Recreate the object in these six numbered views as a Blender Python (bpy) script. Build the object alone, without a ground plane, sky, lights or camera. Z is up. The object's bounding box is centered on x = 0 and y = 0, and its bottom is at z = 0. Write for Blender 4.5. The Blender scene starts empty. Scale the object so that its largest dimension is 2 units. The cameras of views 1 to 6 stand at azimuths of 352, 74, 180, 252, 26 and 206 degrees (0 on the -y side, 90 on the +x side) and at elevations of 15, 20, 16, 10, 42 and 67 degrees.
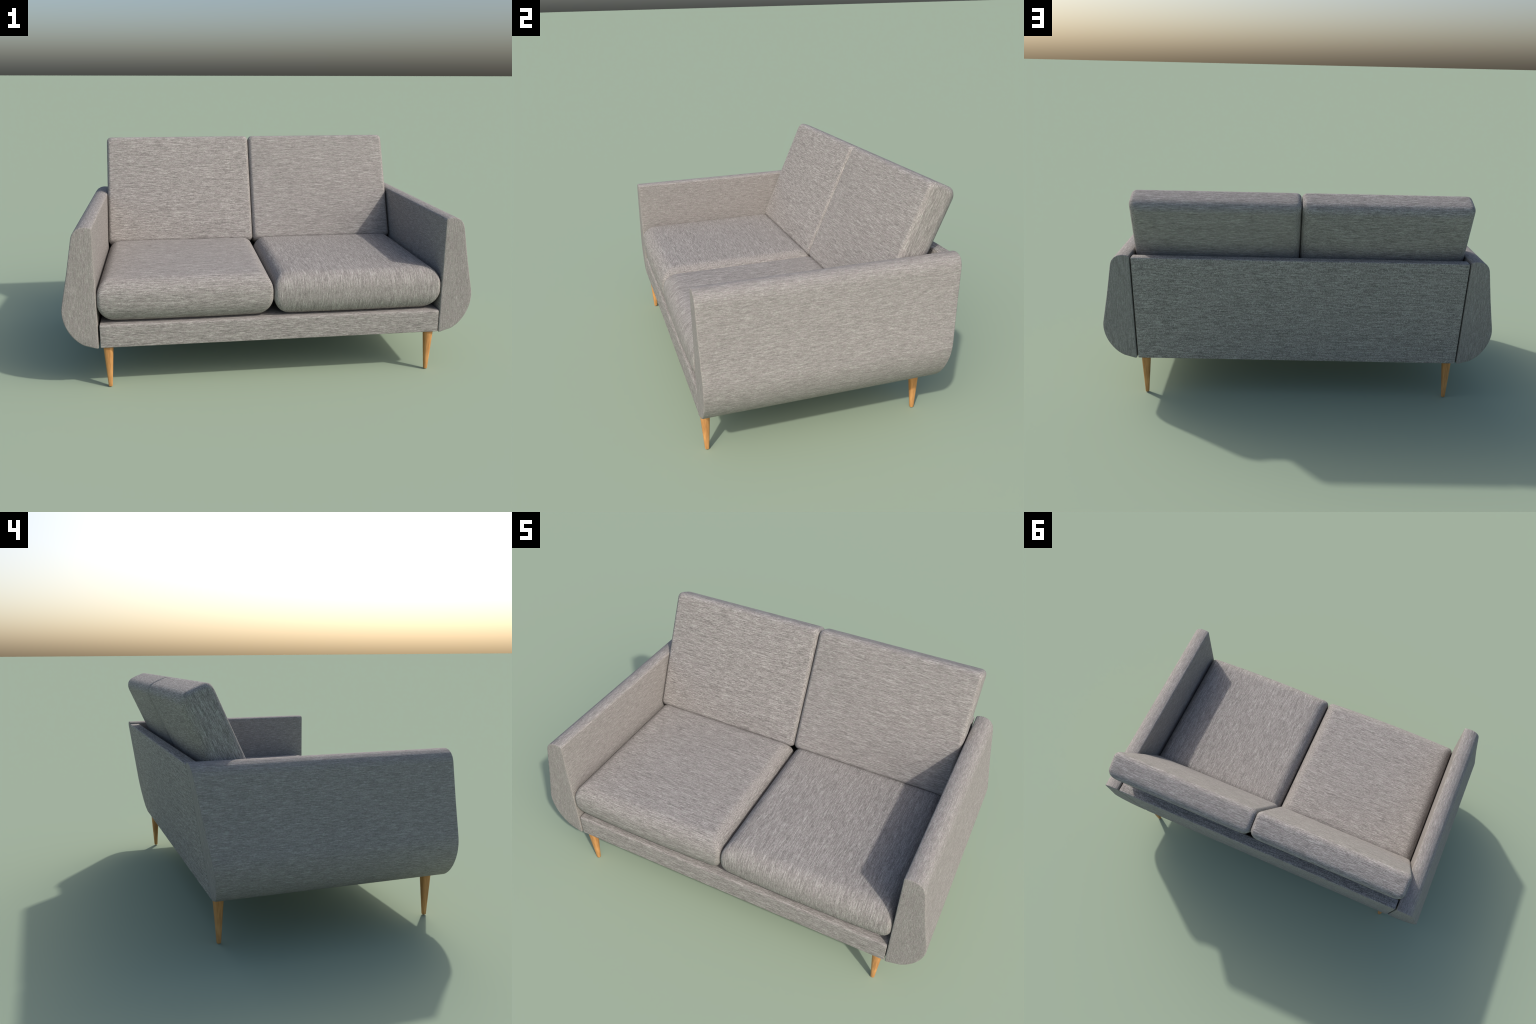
import bpy, math
from mathutils import Vector, Matrix

# ------------------------------------------------------------------ helpers
def lerp(a, b, t):
    return a + (b - a) * t


def smooth_mesh(mesh):
    for p in mesh.polygons:
        p.use_smooth = True


def make_object(name, verts, faces, material, parent, location=(0, 0, 0), rotation=(0, 0, 0)):
    mesh = bpy.data.meshes.new(name)
    mesh.from_pydata([tuple(v) for v in verts], [], faces)
    mesh.update()
    smooth_mesh(mesh)
    mesh.materials.append(material)
    obj = bpy.data.objects.new(name, mesh)
    bpy.context.scene.collection.objects.link(obj)
    obj.location = location
    obj.rotation_euler = rotation
    obj.parent = parent
    return obj


def bridge(faces, a, b, n, flip=False):
    """quads between ring starting at index a and ring starting at index b"""
    for i in range(n):
        j = (i + 1) % n
        q = (a + i, a + j, b + j, b + i)
        faces.append(q[::-1] if flip else q)


def rounded_rectangle(hx, hy, r, corner=8, side=28):
    """counter-clockwise outline of a rounded rectangle, densely sampled"""
    r = max(min(r, hx * 0.98, hy * 0.98), 1e-5)
    pts = []
    centres = [(hx - r, -(hy - r), -90), (hx - r, hy - r, 0), (-(hx - r), hy - r, 90), (-(hx - r), -(hy - r), 180)]
    for k, (cx, cy, a0) in enumerate(centres):
        for i in range(corner + 1):
            a = math.radians(a0 + 90 * i / corner)
            pts.append((cx + r * math.cos(a), cy + r * math.sin(a)))
        nx, ny, a1 = centres[(k + 1) % 4]
        end = (nx + r * math.cos(math.radians(a1)), ny + r * math.sin(math.radians(a1)))
        start = pts[-1]
        for i in range(1, side):
            t = i / side
            pts.append((lerp(start[0], end[0], t), lerp(start[1], end[1], t)))
    return pts


def cushion_mesh(hx, hy, low, high, plan_radius, edge_low, edge_high, crown, shape=(2.0, 2.0), bow=None):
    """Upholstered block: rounded-rectangle rings stacked along the third axis.
    edge_low / edge_high = (inset, height) of the rounded lower and upper border,
    crown = how far the two broad faces swell, shape = superellipse exponent of the border."""
    rings = []                                   # (inset, height, shrink)
    steps = 12
    def border(edge, base, sign, shape):
        out = []
        for i in range(steps + 1):
            a = math.pi / 2 * i / steps
            c, s = math.cos(a) ** (2 / shape), math.sin(a) ** (2 / shape)
            out.append((edge[0] * (1 - c), base + sign * edge[1] * (s - 1)))
        return out
    lower = border(edge_low, low, -1, shape[0])[::-1]      # face -> side
    upper = border(edge_high, high, 1, shape[1])           # side -> face
    caps = 10
    verts, faces = [], []
    def add_ring(inset, z, shrink=1.0):
        pts = rounded_rectangle(hx - inset, hy - inset, max(plan_radius, 0.004))
        start = len(verts)
        for x, y in pts:
            px, py = x * shrink, y * shrink
            if bow:
                px, py = bow(px, py, z, inset)
            verts.append((px, py, z))
        return start, len(pts)
    starts = []
    for k in range(caps):
        t = (k + 0.2) / caps
        starts.append(add_ring(edge_low[0], low - crown * (1 - t * t), t))
    for inset, z in lower:
        starts.append(add_ring(inset, z))
    for k in range(1, 6):
        t = k / 6
        starts.append(add_ring(0, lerp(lower[-1][1], upper[0][1], t)))
    for inset, z in upper:
        starts.append(add_ring(inset, z))
    for k in range(caps - 1, -1, -1):
        t = (k + 0.2) / caps
        starts.append(add_ring(edge_high[0], high + crown * (1 - t * t), t))
    for (a, n), (b, _) in zip(starts, starts[1:]):
        bridge(faces, a, b, n)
    a, n = starts[0]
    faces.append(tuple(range(a, a + n))[::-1])
    b, n = starts[-1]
    faces.append(tuple(range(b, b + n)))
    return verts, faces


def offset_outline(pts, d):
    """move a closed counter-clockwise outline inwards by d along its normals"""
    out, n = [], len(pts)
    for i in range(n):
        p, q, r = Vector(pts[i - 1]), Vector(pts[i]), Vector(pts[(i + 1) % n])
        e1, e2 = (q - p).normalized(), (r - q).normalized()
        n1, n2 = Vector((-e1.y, e1.x)), Vector((-e2.y, e2.x))
        m = n1 + n2
        m = m / max(m.dot(n1), 0.35)
        out.append((q.x + m.x * d, q.y + m.y * d))
    return out


def round_corners(poly, radii, seg=8):
    """fillet every corner of a polygon with its own radius"""
    out, n = [], len(poly)
    for i in range(n):
        p, q, r = Vector(poly[i - 1]), Vector(poly[i]), Vector(poly[(i + 1) % n])
        rad = radii[i]
        if rad <= 0:
            out.append((q.x, q.y))
            continue
        a, b = (p - q).normalized(), (r - q).normalized()
        half = a.angle(b) / 2
        cut = min(rad / math.tan(half), (p - q).length * 0.48, (r - q).length * 0.48)
        rr = cut * math.tan(half)
        centre = q + (a + b).normalized() * (rr / math.sin(half))
        s, e = q + a * cut - centre, q + b * cut - centre
        total = s.angle_signed(e)
        for k in range(seg + 1):
            t = -total * k / seg
            out.append((centre.x + s.x * math.cos(t) - s.y * math.sin(t),
                        centre.y + s.x * math.sin(t) + s.y * math.cos(t)))
    return out


def resample(pts, step):
    out, n = [], len(pts)
    for i in range(n):
        a, b = Vector(pts[i]), Vector(pts[(i + 1) % n])
        k = max(1, int((b - a).length / step))
        for j in range(k):
            p = a.lerp(b, j / k)
            out.append((p.x, p.y))
    return out


# ---------------------------------------------------------------- materials
class Nodes:
    def __init__(self, material):
        material.use_nodes = True
        self.tree = material.node_tree
        self.bsdf = self.tree.nodes["Principled BSDF"]

    def add(self, kind, **values):
        node = self.tree.nodes.new(kind)
        for key, val in values.items():
            setattr(node, key, val)
        return node

    def link(self, a, b):
        self.tree.links.new(a, b)

    def math(self, op, a, b=None, clamp=False):
        n = self.add("ShaderNodeMath", operation=op, use_clamp=clamp)
        for i, v in enumerate((a, b)):
            if v is None:
                continue
            if isinstance(v, (int, float)):
                n.inputs[i].default_value = v
            else:
                self.link(v, n.inputs[i])
        return n.outputs[0]

    def noise(self, vec, stretch, seed, detail=2.0, rough=0.5):
        m = self.add("ShaderNodeMapping")
        m.inputs["Scale"].default_value = stretch
        m.inputs["Location"].default_value = (seed * 3.17, seed * 1.73, seed * 2.41)
        self.link(vec, m.inputs["Vector"])
        t = self.add("ShaderNodeTexNoise")
        t.inputs["Scale"].default_value = 1.0
        t.inputs["Detail"].default_value = detail
        t.inputs["Roughness"].default_value = rough
        self.link(m.outputs[0], t.inputs["Vector"])
        return t.outputs["Fac"]


DARK = (0.165, 0.155, 0.149, 1)
MID = (0.293, 0.272, 0.259, 1)
PALE = (0.480, 0.456, 0.438, 1)


def fabric(name, run, seed=0.0, coarse=1.0, weave=0.25, contrast=1.0, streak=1.0, short_run=1.0):
    """Heathered woven cloth.  run = for faces looking along local x, y, z:
    the axis ('x', 'y' or 'z') that the slubby threads follow there."""
    mat = bpy.data.materials.new(name)
    N = Nodes(mat)
    tex = N.add("ShaderNodeTexCoord")
    pos = tex.outputs["Object"]
    sep = N.add("ShaderNodeSeparateXYZ")
    N.link(tex.outputs["Normal"], sep.inputs[0])
    ax = [N.math("ABSOLUTE", sep.outputs[i]) for i in range(3)]
    # masks of the dominant facing direction
    is_x = N.math("GREATER_THAN", ax[0], N.math("MAXIMUM", ax[1], ax[2]))
    is_z = N.math("GREATER_THAN", ax[2], N.math("MAXIMUM", ax[0], ax[1]))

    def directional(maker):
        cache = {}
        vals = []
        for axis in run:
            if axis not in cache:
                cache[axis] = maker(axis)
            vals.append(cache[axis])
        vx, vy, vz = vals
        def mix(fac, a, b):
            if a is b:
                return a
            m = N.add("ShaderNodeMix", data_type="FLOAT")
            N.link(fac, m.inputs[0]); N.link(a, m.inputs[2]); N.link(b, m.inputs[3])
            return m.outputs[0]
        return mix(is_x, mix(is_z, vy, vz), vx)

    def stretched(along, across, s, detail):
        # an axis named twice ('yz') makes threads that follow a curved face from one axis into the other
        def maker(axis):
            scale = [across / coarse] * 3
            for letter in axis:
                scale["xyz".index(letter)] = along * short_run / coarse
            return N.noise(pos, scale, seed + s, detail)
        return maker

    slub = directional(stretched(21, 310, 1.0, 2.0))       # long pale and dark threads
    short = directional(stretched(75, 430, 5.0, 1.0))      # short fibres
    broad = directional(stretched(9, 90, 9.0, 2.0))        # bands a few threads wide
    tint = directional(stretched(40, 260, 19.0, 1.0))      # warm and cool yarns
    speck = N.noise(pos, (520 / coarse,) * 3, seed + 13.0, 1.0)
    # short stitches lying across the run of the threads, standing out where the weave is open
    stitch = directional(stretched(400, 165, 27.0, 1.0))
    stitch = N.math("MULTIPLY", N.math("SUBTRACT", stitch, 0.5), weave)

    total = N.math("MULTIPLY", slub, 0.95 * streak)
    total = N.math("ADD", total, N.math("MULTIPLY", short, 0.72 * streak))
    total = N.math("ADD", total, N.math("MULTIPLY", broad, 0.22 * streak))
    total = N.math("ADD", total, N.math("MULTIPLY", speck, 0.28))
    total = N.math("SUBTRACT", total, (1.89 * streak + 0.28) / 2)
    total = N.math("ADD", total, stitch)
    total = N.math("MULTIPLY", total, 1.3 * contrast)
    total = N.math("ADD", total, 0.5, clamp=True)
    ramp = N.add("ShaderNodeValToRGB")
    ramp.color_ramp.elements[0].position = 0.10
    ramp.color_ramp.elements[0].color = DARK
    ramp.color_ramp.elements[1].position = 0.90
    ramp.color_ramp.elements[1].color = PALE
    mid = ramp.color_ramp.elements.new(0.5)
    mid.color = MID
    N.link(total, ramp.inputs[0])
    hue = N.add("ShaderNodeValToRGB")
    hue.color_ramp.elements[0].position = 0.35
    hue.color_ramp.elements[0].color = (0.970, 1.0, 0.965, 1)
    hue.color_ramp.elements[1].position = 0.65
    hue.color_ramp.elements[1].color = (1.0, 0.975, 0.98, 1)
    N.link(tint, hue.inputs[0])
    dye = N.add("ShaderNodeMix", data_type="RGBA", blend_type="MULTIPLY")
    dye.inputs[0].default_value = 1.0
    N.link(ramp.outputs[0], dye.inputs[6]); N.link(hue.outputs[0], dye.inputs[7])
    N.link(dye.outputs[2], N.bsdf.inputs["Base Color"])
    N.bsdf.inputs["Roughness"].default_value = 0.92
    N.bsdf.inputs["Specular IOR Level"].default_value = 0.2
    bump = N.add("ShaderNodeBump")
    bump.inputs["Strength"].default_value = 0.25
    bump.inputs["Distance"].default_value = 0.0025
    N.link(total, bump.inputs["Height"])
    N.link(bump.outputs[0], N.bsdf.inputs["Normal"])
    return mat


def wood(name):
    mat = bpy.data.materials.new(name)
    N = Nodes(mat)
    tex = N.add("ShaderNodeTexCoord")
    pos = tex.outputs["Object"]
    grain = N.noise(pos, (230, 230, 14), 1.0, 3.0)
    flame = N.noise(pos, (60, 60, 9), 4.0, 2.0)
    v = N.math("ADD", N.math("MULTIPLY", grain, 0.6), N.math("MULTIPLY", flame, 0.6))
    ramp = N.add("ShaderNodeValToRGB")
    ramp.color_ramp.elements[0].position = 0.38
    ramp.color_ramp.elements[0].color = (0.445, 0.198, 0.062, 1)
    ramp.color_ramp.elements[1].position = 0.82
    ramp.color_ramp.elements[1].color = (0.72, 0.366, 0.128, 1)
    N.link(v, ramp.inputs[0])
    N.link(ramp.outputs[0], N.bsdf.inputs["Base Color"])
    N.bsdf.inputs["Roughness"].default_value = 0.55
    N.bsdf.inputs["Specular IOR Level"].default_value = 0.3
    return mat


cloth_arm = fabric("arm_cloth", ("y", "yz", "y"), 2.0, weave=0.45, contrast=0.68, streak=0.95, short_run=1.25)
cloth_base = fabric("base_cloth", ("y", "x", "x"), 5.0, weave=0.35, contrast=0.95)
cloth_back = fabric("back_panel_cloth", ("z", "x", "x"), 8.0, weave=1.15, contrast=1.0, streak=1.0, coarse=1.08)
cloth_seat_left = fabric("seat_cloth_lengthwise", ("y", "x", "x"), 11.0, weave=0.5, contrast=0.92)
cloth_seat_right = fabric("seat_cloth_crosswise", ("z", "yz", "yz"), 17.0, weave=0.55, contrast=0.86)
cloth_cushion_left = fabric("cushion_cloth_plain", ("y", "x", "x"), 23.0, weave=0.5)
cloth_cushion_right = fabric("cushion_cloth_fine", ("y", "x", "x"), 29.0, weave=0.25, contrast=0.85)
oak = wood("honey_oak")

# --------------------------------------------------------------- dimensions
FRONT = -0.577                     # front faces of the armrests
BOTTOM = 0.213                     # underside of the upholstered frame
INNER = 0.840                      # inner faces of the armrests
LEAN = 0.163                       # backward slope of the rear faces


def rear(z):
    return 0.496 + LEAN * (z - BOTTOM)


sofa = bpy.data.objects.new("two_seat_sofa", None)
bpy.context.scene.collection.objects.link(sofa)
sofa["label"] = "grey heathered fabric two seat sofa on tapered wooden legs"
sofa["category"] = "sofa"


# ---------------------------------------------------------------- armrests
# front outline of the right armrest (x, z): flat inner face, arched top,
# outer face flaring towards the floor and a big soft curve underneath
def bezier(p0, p1, p2, p3, count):
    pts = []
    for i in range(count + 1):
        t = i / count
        w = ((1 - t) ** 3, 3 * t * (1 - t) ** 2, 3 * t * t * (1 - t), t ** 3)
        pts.append(tuple(sum(k * p[a] for k, p in zip(w, (p0, p1, p2, p3))) for a in (0, 1)))
    return pts


ARM_BELLY = bezier((0.9050, 0.2275), (0.9750, 0.2650), (1.0125, 0.3600), (0.9965, 0.4300), 18)
ARM_CROWN = [(0.9660, 0.5800), (0.9355, 0.7500), (0.9290, 0.7680), (0.9150, 0.7860),
             (0.8970, 0.7960), (0.8780, 0.8000), (0.8580, 0.7985), (INNER, 0.7930)]
ARM_OUTLINE = [(INNER, 0.2070)] + ARM_BELLY + ARM_CROWN
ARM_FILLET = [0.006] + [0] * len(ARM_BELLY) + [0, 0.03, 0.03, 0.03, 0.03, 0.04, 0.04, 0.010]


def build_armrest(side):
    outline = resample(round_corners(ARM_OUTLINE, ARM_FILLET, 5), 0.02)
    edge = 0.005
    verts, faces, starts = [], [], []
    n = len(outline)
    centre = (0.905, 0.48)
    def ring(inset, place, shrink=1.0):
        pts = offset_outline(outline, inset) if inset else outline
        starts.append(len(verts))
        for x, z in pts:
            x, z = lerp(centre[0], x, shrink), lerp(centre[1], z, shrink)
            verts.append((side * x, place(z), z))
    for k in range(1, 5):
        ring(edge, lambda z: FRONT, k / 5)
    for k in range(6):
        a = math.pi / 2 * k / 5
        ring(edge * (1 - math.sin(a)), lambda z, a=a: FRONT + edge * (1 - math.cos(a)))
    for k in range(1, 24):
        t = k / 24
        ring(0, lambda z, t=t: lerp(FRONT + edge, rear(z) - edge, t))
    for k in range(5, -1, -1):
        a = math.pi / 2 * k / 5
        ring(edge * (1 - math.sin(a)), lambda z, a=a: rear(z) - edge * (1 - math.cos(a)))
    for k in range(4, 0, -1):
        ring(edge, lambda z: rear(z), k / 5)
    flip = side < 0
    for a, b in zip(starts, starts[1:]):
        bridge(faces, a, b, n, not flip)
    first = tuple(range(starts[0], starts[0] + n))
    last = tuple(range(starts[-1], starts[-1] + n))
    faces.append(first if not flip else first[::-1])
    faces.append(last[::-1] if not flip else last)
    return make_object("armrest", verts, faces, cloth_arm, sofa)


for side in (1, -1):
    build_armrest(side)


# ------------------------------------------------- seat frame and back panel
def extruded_slab(name, outline, radii, half_width, edge, material, shift=0.0):
    """outline in (y, z), swept across the sofa from -half_width to +half_width with rounded ends"""
    pts = resample(round_corners(outline, radii, 6), 0.03)
    n = len(pts)
    verts, faces, starts = [], [], []
    def ring(inset, x):
        o = offset_outline(pts, inset) if inset else pts
        starts.append(len(verts))
        verts.extend((x + shift, y, z) for y, z in o)
    for k in range(5):
        a = math.pi / 2 * k / 4
        ring(edge * (1 - math.sin(a)), -half_width + edge * (1 - math.cos(a)))
    for k in range(1, 40):
        ring(0, lerp(-half_width + edge, half_width - edge, k / 40))
    for k in range(4, -1, -1):
        a = math.pi / 2 * k / 4
        ring(edge * (1 - math.sin(a)), half_width - edge * (1 - math.cos(a)))
    for a, b in zip(starts, starts[1:]):
        bridge(faces, a, b, n, True)
    faces.append(tuple(range(starts[0], starts[0] + n)))
    faces.append(tuple(range(starts[-1], starts[-1] + n))[::-1])
    return make_object(name, verts, faces, material, sofa)


SEAT_TOP = 0.327
PANEL = 0.058                      # thickness of the back panel
extruded_slab("seat_frame",
              [(-0.5760, BOTTOM), (rear(BOTTOM) - PANEL - 0.002, BOTTOM),
               (rear(SEAT_TOP) - PANEL - 0.002, SEAT_TOP), (-0.5760, SEAT_TOP)],
              [0.003, 0.003, 0.003, 0.012], 0.8335, 0.003, cloth_base, 0.0025)
extruded_slab("back_panel",
              [(rear(BOTTOM) - PANEL, BOTTOM - 0.001), (rear(BOTTOM), BOTTOM - 0.001),
               (rear(0.787), 0.787), (rear(0.787) - PANEL, 0.787)],
              [0.004, 0.004, 0.006, 0.010], 0.8335, 0.006, cloth_back)


# ------------------------------------------------------------ seat cushions
SEAT_HALF = 0.4185
SEAT_FRONT, SEAT_REAR = -0.580, 0.262
SEAT_LOW, SEAT_HIGH = 0.3285, 0.543
seat_half_depth = (SEAT_REAR - SEAT_FRONT) / 2


def seat_bow(x, y, z, inset):
    # the front swells a little in the middle and is fuller than the sides towards the floor
    if y < 0:
        y -= 0.010 * (1 - (x / SEAT_HALF) ** 2) * (y / seat_half_depth) ** 2
        if z < 0:
            y -= 0.18 * inset * (y / seat_half_depth) ** 2
        else:
            y += 0.25 * inset * (y / seat_half_depth) ** 2
    return x, y


seat_mid = (SEAT_LOW + SEAT_HIGH) / 2
half = (SEAT_HIGH - SEAT_LOW) / 2
for side, cloth in ((-1, cloth_seat_left), (1, cloth_seat_right)):
    v, f = cushion_mesh(SEAT_HALF, seat_half_depth, -half, half, 0.022,
                        (0.082, 0.100), (0.068, 0.088), 0.006, (1.8, 2.0), seat_bow)
    v = [(x, y, max(z, -half)) for x, y, z in v]        # flat underside on the frame
    make_object("seat_cushion", v, f, cloth, sofa,
                (side * 0.4205, (SEAT_FRONT + SEAT_REAR) / 2, seat_mid))

# ------------------------------------------------------------ back cushions
# local frame: x across, y up along the cushion, z towards the front face
TILT = math.radians(24.2)
BACK_HALF = 0.4175
LENGTH, THICK = 0.637, 0.148
up = Vector((0, math.sin(TILT), math.cos(TILT)))
front = Vector((0, -math.cos(TILT), math.sin(TILT)))
contact = Vector((0, 0.2215, 0.541))                    # where the front face meets the seat
top_along = 0.625                                      # from there to the top end


def back_bow(x, y, z, inset):
    # the two ends are slightly arched across the thickness, the sides a little puffed along the length
    y += math.copysign(0.006 * (1 - (2 * z / THICK) ** 2), y) * (2 * y / LENGTH) ** 2
    x += 0.0005 * (x / BACK_HALF) * (1 - (2 * y / LENGTH) ** 2)
    return x, y


for side, half_width, cloth in ((-1, 0.4185, cloth_cushion_left), (1, 0.4165, cloth_cushion_right)):
    v, f = cushion_mesh(half_width, LENGTH / 2, -THICK / 2, THICK / 2, 0.025,
                        (0.044, 0.048), (0.022, 0.028), 0.011, (2.0, 2.0), back_bow)
    pos = contact + up * (top_along - LENGTH / 2) - front * (THICK / 2) + Vector((0.4175 if side > 0 else -0.4195, 0, 0))
    make_object("back_cushion", v, f, cloth, sofa, pos, (math.pi / 2 - TILT, 0, 0))


# --------------------------------------------------------------------- legs
def leg_geometry(height=0.2145, top=0.0242, foot=0.0096, sides=32, power=2.7):
    verts, faces, starts = [], [], []
    profile = [(0.0, foot * 0.35), (0.0, foot * 0.75), (0.0012, foot * 0.93), (0.004, foot * 1.0)]
    profile += [(lerp(0.004, height, k / 12), lerp(foot, top, k / 12)) for k in range(1, 13)]
    for z, r in profile:
        starts.append(len(verts))
        for i in range(sides):
            a = 2 * math.pi * i / sides
            c, s = math.cos(a), math.sin(a)
            k = r / (abs(c) ** power + abs(s) ** power) ** (1 / power)
            verts.append((k * c, k * s, z))
    for a, b in zip(starts, starts[1:]):
        bridge(faces, a, b, sides)
    faces.append(tuple(range(sides))[::-1])
    faces.append(tuple(range(starts[-1], starts[-1] + sides)))
    return verts, faces


leg_verts, leg_faces = leg_geometry()
first_leg = make_object("leg", leg_verts, leg_faces, oak, sofa, (0.798, -0.542, 0))
for x, y, turn in ((-0.798, -0.542, 90), (0.798, 0.457, 180), (-0.798, 0.457, 270)):
    leg = first_leg.copy()
    leg.location = (x, y, 0)
    leg.rotation_euler = (0, 0, math.radians(turn))
    bpy.context.scene.collection.objects.link(leg)
